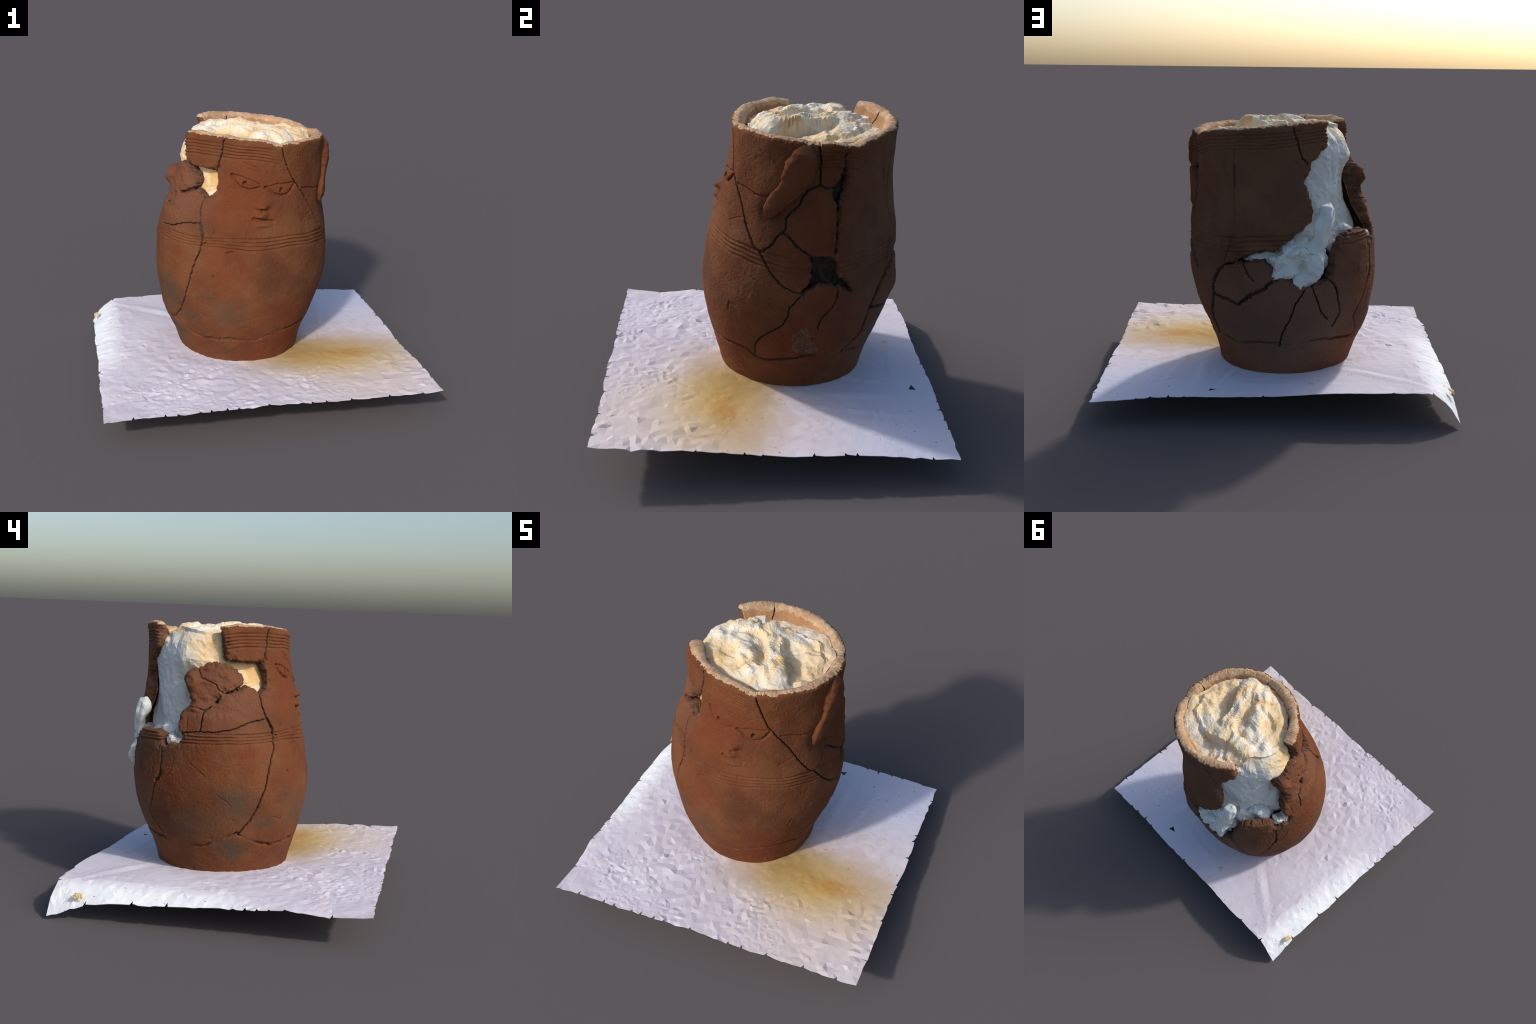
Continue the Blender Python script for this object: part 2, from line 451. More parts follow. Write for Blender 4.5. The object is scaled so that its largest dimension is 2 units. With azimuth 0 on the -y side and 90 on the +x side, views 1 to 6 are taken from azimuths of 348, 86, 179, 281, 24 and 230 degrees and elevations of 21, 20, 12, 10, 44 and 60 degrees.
for u in rows:
    p = pb_o * (1 - u) + pb_i * u
    n = fbm(p * 40 + 12, 3)
    out = np.where(wide, .006 * math.sin(math.pi * u) + n * .008, .0005)
    rimb = rim_f.ravel()[bverts] < .01
    out = np.where(rimb, .007 * math.sin(math.pi * u) + n * .003, out)
    mids.append(p - tang * out[:, None])
ALL = np.concatenate([VO, VI] + mids)
layers = [lambda v: v] + [(lambda v, k=k: 2 * NV + k * len(bverts) + slot[v]) for k in range(len(rows))] + [lambda v: NV + v]
wq, wl, wm = [], [], []
rim_e = (rim_f.ravel()[e_from] < .012)
for a, b in zip(layers[:-1], layers[1:]):
    wq.append(np.stack([a(e_from), a(e_to), b(e_to), b(e_from)], 1))
    wl.append(e_lab)
    wm.append(np.where(rim_e, 2, 1))
quads_all = np.concatenate([quads, quads[:, ::-1] + NV] + wq)
lab_all = np.concatenate([qlab, qlab] + wl)
mat_all = np.concatenate([mat_o, np.where(rimq < .022, 2, 3)] + wm)


# ------------------------------------------------------------------ node materials
class Nodes:
    def __init__(self, name, rough=.9):
        self.m = bpy.data.materials.new(name)
        self.m.use_nodes = True
        self.t = self.m.node_tree
        self.b = self.t.nodes['Principled BSDF']
        self.b.inputs['Roughness'].default_value = rough
        self.b.inputs['Specular IOR Level'].default_value = .2
        self.co = self.n('ShaderNodeTexCoord').outputs['Object']

    def n(self, kind, **kw):
        x = self.t.nodes.new(kind)
        for k, v in kw.items():
            setattr(x, k, v)
        return x

    def link(self, a, b):
        self.t.links.new(a, b)

    def noise(self, scale, detail=4, rough=.55, stretch=None, off=(0, 0, 0), dist=0.):
        src = self.co
        mp = self.n('ShaderNodeMapping')
        mp.inputs['Location'].default_value = off
        if stretch:
            mp.inputs['Scale'].default_value = stretch
        self.link(src, mp.inputs['Vector'])
        x = self.n('ShaderNodeTexNoise')
        x.inputs['Scale'].default_value = scale
        x.inputs['Detail'].default_value = detail
        x.inputs['Roughness'].default_value = rough
        x.inputs['Distortion'].default_value = dist
        self.link(mp.outputs[0], x.inputs['Vector'])
        return x.outputs['Fac']

    def voronoi(self, scale, feature='F1'):
        x = self.n('ShaderNodeTexVoronoi', feature=feature)
        x.inputs['Scale'].default_value = scale
        self.link(self.co, x.inputs['Vector'])
        return x.outputs['Distance']

    def remap(self, v, a, b, c=0., d=1.):
        x = self.n('ShaderNodeMapRange')
        x.interpolation_type = 'SMOOTHSTEP'
        for k, q in zip(('From Min', 'From Max', 'To Min', 'To Max'), (a, b, c, d)):
            x.inputs[k].default_value = q
        self.link(v, x.inputs['Value'])
        return x.outputs[0]

    def math(self, op, a, b=None):
        x = self.n('ShaderNodeMath', operation=op)
        for k, v in enumerate((a, b)):
            if v is None:
                continue
            if isinstance(v, (int, float)):
                x.inputs[k].default_value = v
            else:
                self.link(v, x.inputs[k])
        return x.outputs[0]

    def mix(self, fac, a, b, mode='MIX'):
        x = self.n('ShaderNodeMix', data_type='RGBA', blend_type=mode)
        if isinstance(fac, (int, float)):
            x.inputs[0].default_value = fac
        else:
            self.link(fac, x.inputs[0])
        for k, v in ((6, a), (7, b)):
            if isinstance(v, tuple):
                x.inputs[k].default_value = v + (1,)
            else:
                self.link(v, x.inputs[k])
        return x.outputs[2]

    def blob(self, centre, size, soft=.5, wob=.35, nscale=7, off=(0, 0, 0)):
        """1 inside an ellipsoid with a cloudy edge"""
        mp = self.n('ShaderNodeMapping', vector_type='POINT')
        mp.inputs['Scale'].default_value = tuple(1 / s for s in size)
        mp.inputs['Location'].default_value = tuple(-c / s for c, s in zip(centre, size))
        self.link(self.co, mp.inputs['Vector'])
        ln = self.n('ShaderNodeVectorMath', operation='LENGTH')
        self.link(mp.outputs[0], ln.inputs[0])
        nz = self.noise(nscale, 4, .6, off=off)
        d = self.math('ADD', ln.outputs['Value'], self.math('MULTIPLY', self.math('SUBTRACT', nz, .5), wob * 4))
        return self.remap(d, 1 + soft, 1 - soft)

    def finish(self, col, bump=None, strength=.3, dist=.004):
        self.link(col, self.b.inputs['Base Color'])
        if bump is not None:
            x = self.n('ShaderNodeBump')
            x.inputs['Strength'].default_value = strength
            x.inputs['Distance'].default_value = dist
            self.link(bump, x.inputs['Height'])
            self.link(x.outputs[0], self.b.inputs['Normal'])
        return self.m


def clay_skin():
    k = Nodes('fired_clay_skin', .88)
    base = k.mix(k.remap(k.noise(3.2, 5, .6), .35, .68), (.128, .039, .014), (.170, .063, .025))
    base = k.mix(k.remap(k.noise(2.1, 3, .5, off=(4, 1, 2)), .48, .70, 0, .8), base, (.155, .040, .014))
    base = k.mix(k.remap(k.noise(9, 5, .6, off=(1, 7, 2)), .52, .76, 0, .45), base, (.190, .088, .041))
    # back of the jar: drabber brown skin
    back = k.blob((.05, .72, .95), (.75, .34, 1.0), .4, .2, 3)
    base = k.mix(k.math('MULTIPLY', back, .6), base, (.162, .092, .055))
    base = k.mix(k.remap(k.noise(2.6, 4, .6, off=(8, 3, 1)), .48, .70, 0, .65), base, (.088, .034, .016))
    low = k.blob((-.05, .66, .45), (.42, .22, .36), .5, .25, 4)
    base = k.mix(k.math('MULTIPLY', low, .7), base, (.175, .102, .074))
    # smoke clouds low on the wall
    for c, s, a in (((-.53, -.04, .62), (.10, .085, .10), .75), ((-.47, .0, .34), (.08, .09, .06), .75),
                    ((-.23, -.31, .53), (.10, .09, .070), .45), ((-.17, -.34, .61), (.09, .08, .05), .3),
                    ((-.42, -.19, .50), (.06, .06, .03), .6), ((-.32, -.28, .66), (.05, .05, .035), .5),
                    ((-.50, .20, .50), (.12, .14, .09), .45), ((-.49, .35, .92), (.10, .10, .08), .5),
                    ((.10, .60, .45), (.28, .15, .14), .3), ((-.08, .64, 1.22), (.11, .08, .13), .4)):
        base = k.mix(k.math('MULTIPLY', k.blob(c, s, .8, .7, 13, c), a), base, (.070, .050, .034))
    # red patches where the slip has spalled
    for c, s in (((-.49, -.09, .90), (.06, .06, .035)), ((.44, .16, .48), (.10, .12, .10))):
        base = k.mix(k.math('MULTIPLY', k.blob(c, s, .8, .7, 18, c), .6), base, (.160, .037, .016))
    left = k.blob((-.46, .06, 1.20), (.22, .26, .20), .5, .3, 8)
    base = k.mix(k.math('MULTIPLY', left, .6), base, (.175, .074, .043))
    # temper grains and dark specks
    grain = k.noise(170, 2, .5)
    base = k.mix(k.remap(grain, .64, .78, 0, .45), base, (.29, .145, .073))
    base = k.mix(k.remap(k.noise(120, 2, .5, off=(3, 3, 3)), .66, .78, 0, .6), base, (.055, .020, .012))
    base = k.mix(k.remap(k.noise(38, 4, .6, off=(3, 9, 3)), .66, .78, 0, .6), base, (.080, .030, .017))
    h = k.math('ADD', k.noise(95, 5, .65), k.math('MULTIPLY', k.noise(260, 3, .6), .5))
    return k.finish(base, h, .85, .006)


def clay_fracture():
    k = Nodes('broken_clay_core', .95)
    base = k.mix(k.remap(k.noise(22, 5, .65), .35, .68), (.115, .050, .029), (.205, .104, .064))
    base = k.mix(k.remap(k.noise(70, 4, .6, off=(2, 2, 2)), .54, .70, 0, .8), base, (.080, .036, .024))
    base = k.mix(k.remap(k.noise(90, 3, .6, off=(5, 2, 2)), .60, .72, 0, .6), base, (.32, .18, .11))
    return k.finish(base, k.noise(80, 5, .7), .9, .010)


def clay_slip():
    k = Nodes('sandy_rim_slip', .92)
    base = k.mix(k.remap(k.noise(7, 5, .6), .35, .66), (.53, .345, .205), (.46, .265, .150))
    base = k.mix(k.remap(k.noise(26, 5, .65, off=(2, 0, 5)), .46, .66, 0, .8), base, (.62, .47, .31))
    base = k.mix(k.remap(k.noise(60, 4, .65, off=(7, 1, 5)), .58, .72, 0, .8), base, (.20, .105, .060))
    return k.finish(base, k.noise(70, 5, .7), .9, .008)


def clay_inside():
    k = Nodes('ochre_inner_wall', .92)
    base = k.mix(k.remap(k.noise(6, 5, .6), .35, .66), (.42, .225, .110), (.36, .185, .090))
    base = k.mix(k.remap(k.noise(11, 5, .65, off=(2, 0, 5)), .50, .70, 0, .8), base, (.50, .33, .21))
    base = k.mix(k.remap(k.noise(30, 4, .65, off=(7, 1, 5)), .58, .74, 0, .6), base, (.19, .095, .050))
    return k.finish(base, k.noise(40, 5, .7), .7, .008)


def tissue():
    k = Nodes('crumpled_tissue', .75)
    base = k.mix(k.remap(k.noise(4.5, 4, .6, dist=.6), .34, .58), (.72, .67, .57), (.74, .56, .33))
    base = k.mix(k.remap(k.noise(8, 5, .6, off=(3, 1, 0), dist=1.), .51, .69, 0, .85), base, (.63, .385, .145))
    side = k.n('ShaderNodeSeparateXYZ')
    k.link(k.co, side.inputs[0])
    # the lower and inner folds are clean, pale blue-white paper
    clean = k.remap(k.math('ADD', side.outputs['Z'], k.math('MULTIPLY', k.math('SUBTRACT', k.noise(6, 3), .5), .25)), 1.56, 1.42)
    clean = k.math('MULTIPLY', clean, k.remap(side.outputs['Y'], .15, .40))
    base = k.mix(clean, base, (.66, .69, .67))
    base = k.mix(k.remap(k.noise(7, 4, .6, off=(9, 1, 0), dist=.5), .60, .76, 0, .5), base, (.62, .52, .36))
    k.b.inputs['Subsurface Weight'].default_value = 0
    return k.finish(base, k.noise(20, 3, .5, dist=1.2), .10, .008)


def sheet():
    k = Nodes('stained_paper', .8)
    base = k.mix(k.remap(k.noise(2.5, 3), .35, .7), (.60, .55, .62), (.67, .63, .70))
    base = k.mix(k.remap(k.noise(9, 4, .6, off=(2, 2, 0)), .60, .76, 0, .45), base, (.58, .50, .45))
    cool = k.blob((.55, .75, .2), (.75, .35, 1.), .6, .2, 3)
    base = k.mix(k.math('MULTIPLY', cool, .55), base, (.60, .63, .78))
    pale = k.blob((-1.0, .6, .1), (.16, .8, .6), .6, .3, 5)
    base = k.mix(pale, base, (.82, .84, .86))
    tan = k.blob((.62, -.48, .2), (.48, .50, 1.), .9, .2, 3)
    base = k.mix(k.math('MULTIPLY', tan, .7), base, (.66, .52, .42))
    yel = k.blob((.50, -.26, .2), (.44, .24, 1.), .85, .22, 4)
    base = k.mix(k.math('MULTIPLY', yel, .95), base, (.56, .38, .13))
    yel2 = k.blob((.26, -.16, .2), (.24, .20, 1.), .85, .2, 5)
    base = k.mix(k.math('MULTIPLY', yel2, .8), base, (.38, .23, .06))
    rust = k.blob((.60, -.25, .2), (.13, .05, 1.), .9, .6, 14)
    base = k.mix(k.math('MULTIPLY', rust, .65), base, (.46, .21, .045))
    rust2 = k.blob((.70, -.05, .2), (.22, .22, 1.), .7, 1.1, 14, (5, 5, 1))
    base = k.mix(k.math('MULTIPLY', rust2, .22), base, (.42, .20, .08))
    # small brown drips and specks
    base = k.mix(k.remap(k.noise(24, 3, .5, stretch=(1, .5, 1), off=(1, 4, 0)), .70, .76, 0, .7), base, (.50, .36, .17))
    base = k.mix(k.remap(k.noise(60, 1, .4, off=(1, 8, 0)), .765, .79, 0, .8), base, (.15, .12, .10))
    # the sheet under the jar foot
    return k.finish(base, k.noise(18, 4, .6), .15, .004)


def plain(name, c, c2):
    k = Nodes(name, .8)
    return k.finish(k.mix(k.remap(k.noise(40, 3), .4, .65), c, c2))


M_SKIN, M_FRAC, M_SLIP, M_INNER = clay_skin(), clay_fracture(), clay_slip(), clay_inside()
M_TISSUE, M_SHEET = tissue(), sheet()
M_SHADE = plain('painted_shade', (.030, .021, .016), (.060, .038, .026))  # near-black colour that paints shade into cracks, hole and gap
M_SCRAP = plain('yellowed_tape', (.72, .56, .30), (.60, .45, .22))


# ------------------------------------------------------------------ object helpers
def make_mesh(name, verts, faces, mats, mat_idx=None, smooth=True):
    me = bpy.data.meshes.new(name)
    verts = np.asarray(verts, np.float32)
    faces = np.asarray(faces)
    n = faces.shape[1]
    me.vertices.add(len(verts))
    me.vertices.foreach_set('co', verts.ravel())
    me.loops.add(faces.size)
    me.loops.foreach_set('vertex_index', faces.ravel().astype(np.int32))
    me.polygons.add(len(faces))
    me.polygons.foreach_set('loop_start', np.arange(0, faces.size, n, dtype=np.int32))
    for m in mats:
        me.materials.append(m)
    if mat_idx is not None:
        me.polygons.foreach_set('material_index', np.asarray(mat_idx, np.int32))
    me.polygons.foreach_set('use_smooth', np.full(len(faces), smooth))
    me.update(calc_edges=True)
    me.validate()
    ob = bpy.data.objects.new(name, me)
    COL.objects.link(ob)
    return ob


def empty(name, loc, label, cat):
    e = bpy.data.objects.new(name, None)
    e.location = loc
    COL.objects.link(e)
    e['label'] = label
    e['category'] = cat
    return e


def adopt(child, parent):
    child.parent = parent
    loc = np.array(parent.location)
    child.matrix_parent_inverse.translation = -parent.location


# ------------------------------------------------------------------ jar
jar = empty('clay_jar', (-.053, .135, .18), 'broken red clay jar with an incised face, mended from sherds', 'pottery jar')
for s in sherds:
    m = lab_all == s
    q = quads_all[m]
    u, inv = np.unique(q, return_inverse=True)
    ob = make_mesh('foot' if s in foot_labels else 'sherd', ALL[u], inv.reshape(q.shape), [M_SKIN, M_FRAC, M_SLIP, M_INNER], mat_all[m])
    adopt(ob, jar)

# unseen thick round floor plate, added to keep light out of the jar
na = 180
t = np.linspace(0, 2 * math.pi, na, endpoint=False)
rings = []
for off, z in ((-.30, .190), (-.05, .186), (-.012, .190), (-.012, .235), (-.05, .240), (-.30, .238)):
    p = point(t, np.full(na, .2), off)
    p[:, 2] = z + fbm(p * 14, 2) * .002
    rings.append(p)
v = np.concatenate(rings + [[[CX[0], CY[0], .190]], [[CX[0], CY[0], .238]]])
f = []
for k in range(len(rings) - 1):
    for a in range(na):
        b = (a + 1) % na
        f.append((k * na + a, k * na + b, (k + 1) * na + b, (k + 1) * na + a))
c0, c1 = len(v) - 2, len(v) - 1
top = (len(rings) - 1) * na
for a in range(0, na, 2):
    f.append((c0, (a + 2) % na, a + 1, a))
    f.append((c1, top + a, top + a + 1, top + (a + 2) % na))
adopt(make_mesh('added_floor', v, np.array(f)[:, ::-1], [M_FRAC]), jar)


def lump(name, path, mats, nseg=40, nring=36, rough=.006, seed=0, flat=None):
    """a clay roll: path rows are (degrees, z, half width, height above the wall)"""
    path = np.array(path, float)
    L = np.linspace(0, len(path) - 1, nseg)
    col = [np.interp(L, np.arange(len(path)), path[:, c]) for c in range(4)]
    th = np.radians(col[0])
    base = point(th, col[1], 0)
    tip = point(th, col[1], 1) - base
    tan = np.gradient(base, axis=0)
    tan /= np.linalg.norm(tan, axis=1)[:, None]
    side = np.cross(tip, tan)
    side /= np.linalg.norm(side, axis=1)[:, None]
    e = np.sin(np.pi * np.clip((np.arange(nseg) + .35) / (nseg - .3), 0, 1)) ** .38
    verts = []
    for k in range(nseg):
        for a in np.linspace(0, 2 * math.pi, nring, endpoint=False):
            ca, sa = math.cos(a), math.sin(a)
            ca = math.copysign(abs(ca) ** .75, ca)
            sa = math.copysign(abs(sa) ** .45, sa)
            verts.append(base[k] + side[k] * ca * col[2][k] * e[k]
                         + tip[k] * (col[3][k] * sa * e[k] - .004 if sa > 0 else .03 * sa - .004))
    verts = np.array(verts)
    verts += (fbm(verts * 38 + seed, 3) * rough)[:, None] * (verts - np.repeat(base, nring, 0)) / .04
    f = []
    for k in range(nseg - 1):
        for a in range(nring):
            b = (a + 1) % nring
            f.append((k * nring + a, k * nring + b, (k + 1) * nring + b, (k + 1) * nring + a))
    n = len(verts)
    verts = np.concatenate([verts, [verts[:nring].mean(0)], [verts[-nring:].mean(0)]])
    for a in range(0, nring, 2):
        f.append((n, (a + 2) % nring, a + 1, a))
        f.append((n + 1, n - nring + a, n - nring + a + 1, n - nring + (a + 2) % nring))
    f = np.array(f)
    nz = np.clip(fbm(verts[f].mean(1) * 22 + seed, 2) * 2 + .4, 0, 1)
    return make_mesh(name, verts, f, mats, (nz > 1.2).astype(int))


adopt(lump('ear', [(-10, 1.525, .066, .014), (-10.5, 1.485, .084, .048), (-11.5, 1.43, .086, .048), (-13, 1.38, .080, .040),
                   (-16, 1.325, .060, .022), (-20, 1.28, .050, .014), (-24, 1.235, .056, .024), (-27, 1.19, .054, .028),
                   (-29, 1.15, .036, .012)], [M_SKIN, M_FRAC], 80, 44, .003, 3), jar)

# added near-black strips inside the cracks, standing in for their shade
fill_v, fill_f, nfv = [], [], 0
for k, (pts_, w_) in enumerate(CRACKS):
    if w_ < HAIRLINE:
        continue
    mid, q, t_ = resample(pts_, .011, .0, 100 + k)
    tq = np.gradient(q, axis=0)
    tq /= np.maximum(np.linalg.norm(tq, axis=1), 1e-9)[:, None]
    nq = np.stack([-tq[:, 1], tq[:, 0]], 1) * (max(w_ * .5, .0031) + .007)
    ring = []
    for sd_, dep_ in ((-1, .017), (1, .017), (1, .040), (-1, .040)):
        qq = q + nq * sd_
        th_ = math.radians(mid) + qq[:, 0] / cub(qq[:, 1], RAD)
        ti = np.round((th_ + math.pi) / (2 * math.pi) * NT).astype(int) % NT
        zi = np.clip(np.round((qq[:, 1] - Z0) / dz).astype(int), 0, NZ - 1)
        below_rim = np.minimum(qq[:, 1], wrap_table(np.degrees(th_), RIM) - .014)
        ring.append(point(th_, below_rim, D[ti, zi] - dep_ + (fbm(point(th_, qq[:, 1]) * 60, 2) * .003 if dep_ < .03 else 0)))
    m_ = len(q)
    a_ = np.arange(m_ - 1)
    for c_ in range(4):
        d_ = (c_ + 1) % 4
        fill_f.append(np.stack([c_ * m_ + a_, c_ * m_ + a_ + 1, d_ * m_ + a_ + 1, d_ * m_ + a_], 1) + nfv)
    fill_f.append(np.array([[0, m_, 2 * m_, 3 * m_], [4 * m_ - 1, 3 * m_ - 1, 2 * m_ - 1, m_ - 1]]) + nfv)
    fill_v += ring
    nfv += 4 * m_
crack_fill = make_mesh('crack_shade_fill', np.concatenate(fill_v), np.concatenate(fill_f), [M_SHADE], smooth=False)
crack_fill['kind'] = 'stuff'
adopt(crack_fill, jar)

# added near-black slab imitating shade in the hole and long ear-side gap
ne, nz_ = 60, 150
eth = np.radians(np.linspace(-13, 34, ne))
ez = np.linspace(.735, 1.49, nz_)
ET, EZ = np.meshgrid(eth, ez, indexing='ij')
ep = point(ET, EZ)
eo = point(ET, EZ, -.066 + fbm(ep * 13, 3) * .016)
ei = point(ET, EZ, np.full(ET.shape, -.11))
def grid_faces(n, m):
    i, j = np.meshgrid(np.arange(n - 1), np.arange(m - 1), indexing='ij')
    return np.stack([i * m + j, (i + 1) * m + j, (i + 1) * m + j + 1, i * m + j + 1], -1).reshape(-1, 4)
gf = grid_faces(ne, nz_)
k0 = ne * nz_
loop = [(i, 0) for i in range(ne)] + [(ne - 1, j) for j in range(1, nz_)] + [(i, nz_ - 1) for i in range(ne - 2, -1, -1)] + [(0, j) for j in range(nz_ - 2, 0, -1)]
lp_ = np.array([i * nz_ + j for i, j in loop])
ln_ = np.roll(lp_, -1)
adopt(make_mesh('shade_backing', np.concatenate([eo.reshape(-1, 3), ei.reshape(-1, 3)]),
                np.concatenate([gf, gf[:, ::-1] + k0, np.stack([ln_, lp_, lp_ + k0, ln_ + k0], 1)]), [M_SHADE]), jar)

# ------------------------------------------------------------------ crumpled tissue filling
CORE = np.array([.03, .19])
FOLDS = [  # ridges and hollows of the stuffing, as lines of (x, y, z)
    [(.13, -.16, 1.540), (.09, -.10, 1.572), (.05, -.03, 1.598), (-.02, .06, 1.610), (-.06, .14, 1.602), (-.10, .22, 1.585),
     (-.19, .26, 1.572), (-.33, .28, 1.560)],
    [(.07, .06, 1.560), (.02, .13, 1.540), (-.01, .20, 1.540), (-.05, .26, 1.558)],
    [(.22, -.07, 1.545), (.17, -.03, 1.588), (.13, .05, 1.592), (.09, .14, 1.590), (.07, .22, 1.590), (.04, .30, 1.592)],
    [(.17, .28, 1.535), (.20, .21, 1.510), (.24, .13, 1.500), (.27, .05, 1.500)],
    [(.35, .02, 1.515), (.345, .12, 1.518), (.31, .22, 1.540), (.26, .33, 1.556), (.16, .37, 1.550)],
    [(.09, .38, 1.555), (.02, .36, 1.598), (-.06, .37, 1.602), (-.14, .37, 1.598), (-.21, .35, 1.592), (-.29, .33, 1.575)],
    [(.30, .45, 1.53), (.17, .50, 1.505), (.06, .51, 1.505), (-.05, .49, 1.525), (-.11, .44, 1.562), (-.22, .44, 1.55)],
    [(.38, .35, 1.525), (.42, .22, 1.515), (.42, .10, 1.510), (.37, -.04, 1.515), (.26, -.14, 1.525)],
    [(.02, -.16, 1.540), (-.13, -.09, 1.560), (-.22, -.02, 1.560), (-.31, .06, 1.552)],
    [(.0, -.08, 1.562), (-.09, -.01, 1.578), (-.17, .03, 1.572)],
    [(-.31, .20, 1.556), (-.28, .12, 1.552), (-.16, .12, 1.556), (-.13, .08, 1.562), (-.2, .19, 1.558)]]
HPTS = []
for line in FOLDS:
    for a, b in zip(line[:-1], line[1:]):
        for u in (0, .5):
            HPTS.append([p + (q - p) * u for p, q in zip(a, b)])
    HPTS.append(list(line[-1]))
HPTS = np.array(HPTS)


def height(x, y):
    w = np.exp(-((x[..., None] - HPTS[:, 0]) ** 2 + (y[..., None] - HPTS[:, 1]) ** 2) / (2 * .020 ** 2)) + 1e-9
    return (w * HPTS[:, 2]).sum(-1) / w.sum(-1)


def crumple(p, scale, seed, n=7):
    """creased facets: folded (triangle-wave) sheets in random directions, warped"""
    r = np.random.default_rng(seed)
    q = p + np.stack([fbm(p * 5 + seed + k * 9.1, 2) for k in range(3)], -1) * .06
    out = 0
    for k in range(n):
        d = r.normal(size=3)
        d /= np.linalg.norm(d)
        fr = scale * r.uniform(.6, 1.9)
        ph = (q @ d) * fr + r.uniform(0, 1)
        out = out + (np.abs((ph % 1) - .5) * 2 - .5) / fr * r.choice([-1, 1])
    return out


def in_break(degs, z):
    a = degs % 360
    return sstep(100, 122, a) * sstep(205, 192, a) * sstep(.90, 1.05, z)


NA, NTOP, NSIDE = 124, 34, 48
ang = np.linspace(-math.pi, math.pi, NA, endpoint=False)
adeg = np.degrees(ang)


def core_radius(th, z):
    dg = np.degrees(th)
    br = in_break(dg, z)
    inner = radius(th, z) - .074
    hollow = sstep(-45, -15, dg) * sstep(62, 35, dg) * sstep(1.46, 1.36, z)
    inner = inner - .17 * hollow
    bulge = np.interp(z, [.95, 1.02, 1.2, 1.42], [-.14, -.14, -.080, -.036])
    bulge = np.maximum(bulge, -.15 + .062 * np.exp(-(((dg % 360) - 171) / 14) ** 2) + 0 * z)
    bulge = bulge + (.012 - bulge) * np.exp(-(((dg % 360) - 171) / 17) ** 2) * np.exp(-((z - 1.41) / .08) ** 2)
    outer = radius(th, z) + bulge - .12 * sstep(1.48, 1.63, z)
    return inner * (1 - br) + outer * br


ze = np.full(NA, 1.50)
for _ in range(8):
    r = core_radius(ang, ze)
    x, y = cub(ze, CX) + r * np.cos(ang), cub(ze, CY) + r * np.sin(ang)
    ze = .5 * ze + .5 * np.clip(height(x, y) - .004, 1.40, 1.58)
ze = (np.roll(ze, 1) + np.roll(ze, -1) + ze) / 3
V = []
for k in range(NSIDE):                                  # side, from the bottom up
    u = k / NSIDE
    z = .74 + (ze - .74) * u
    r = core_radius(ang, z)
    r = r - .30 * (1 - u) ** 6 - .0 * u
    V.append(np.stack([cub(z, CX) + r * np.cos(ang), cub(z, CY) + r * np.sin(ang), z], 1))
edge_xy = V[-1][:, :2]
for k in range(NTOP):                                   # top, from the edge inwards
    u = 1 - k / NTOP
    xy = CORE + (edge_xy - CORE) * (u ** .9)
    h = height(xy[:, 0], xy[:, 1])
    b = sstep(.80, 1., np.full(NA, u))
    V.append(np.c_[xy, h * (1 - b) + ze * b])
G = np.array(V)
dx, dy = np.gradient(G, axis=0), np.roll(G, -1, 1) - np.roll(G, 1, 1)
N = np.cross(dy, dx)
N /= np.maximum(np.linalg.norm(N, axis=2), 1e-9)[..., None]
brk = in_break(np.degrees(np.arctan2(G[..., 1] - .2, G[..., 0] - .04)), G[..., 2])
topm = sstep(1.44, 1.52, G[..., 2])
amp = .35 + .65 * np.clip(topm, 0, 1) + .1 * brk
dis = crumple(G * np.array([1, 1, .5]), 4.5, 21, 4) * .06 + crumple(G * np.array([1, 1, .5]), 9, 5, 4) * .085
dis = dis * amp + fbm(G * 7 + 2, 2) * .005 * amp
taper = np.clip(1 - np.linalg.norm(G[..., :2] - CORE, axis=-1) * 0, 0, 1)
cen = sstep(0, .05, np.linalg.norm(G[..., :2] - CORE, axis=-1))
wallside = (1 - topm) * (1 - brk)
G = G + N * (dis * cen * (1 - .7 * wallside))[..., None]
G = G + np.random.default_rng(2).normal(0, .0018, G.shape) * np.array([1, 1, .6])
nr = G.shape[0]
# a pit tucked between the folds
i, j = np.meshgrid(np.arange(nr - 1), np.arange(NA), indexing='ij')
fq = np.stack([i * NA + j, i * NA + (j + 1) % NA, (i + 1) * NA + (j + 1) % NA, (i + 1) * NA + j], -1).reshape(-1, 4)


def random_tris(q, seed):
    flip = (np.random.default_rng(seed).random(len(q)) < .5)[:, None]
    return np.concatenate([np.where(flip, q[:, [0, 1, 2]], q[:, [0, 1, 3]]), np.where(flip, q[:, [0, 2, 3]], q[:, [1, 2, 3]])])


verts = np.concatenate([G.reshape(-1, 3), [G[-1].mean(0)], [[CORE[0], CORE[1], .74]]])
apex, foot = len(verts) - 2, len(verts) - 1
caps = []
for a in range(0, NA, 2):
    for b in (a, a + 1):
        caps.append(((nr - 1) * NA + b, (nr - 1) * NA + (b + 1) % NA, apex))
        caps.append(((b + 1) % NA, b, foot))
wad = empty('tissue_wad', (.03, .19, .74), 'crumpled yellowed white tissue stuffed into a jar', 'tissue paper')
adopt(make_mesh('stuffing', verts, np.concatenate([random_tris(fq, 6), np.array(caps)]), [M_TISSUE], smooth=False), wad)


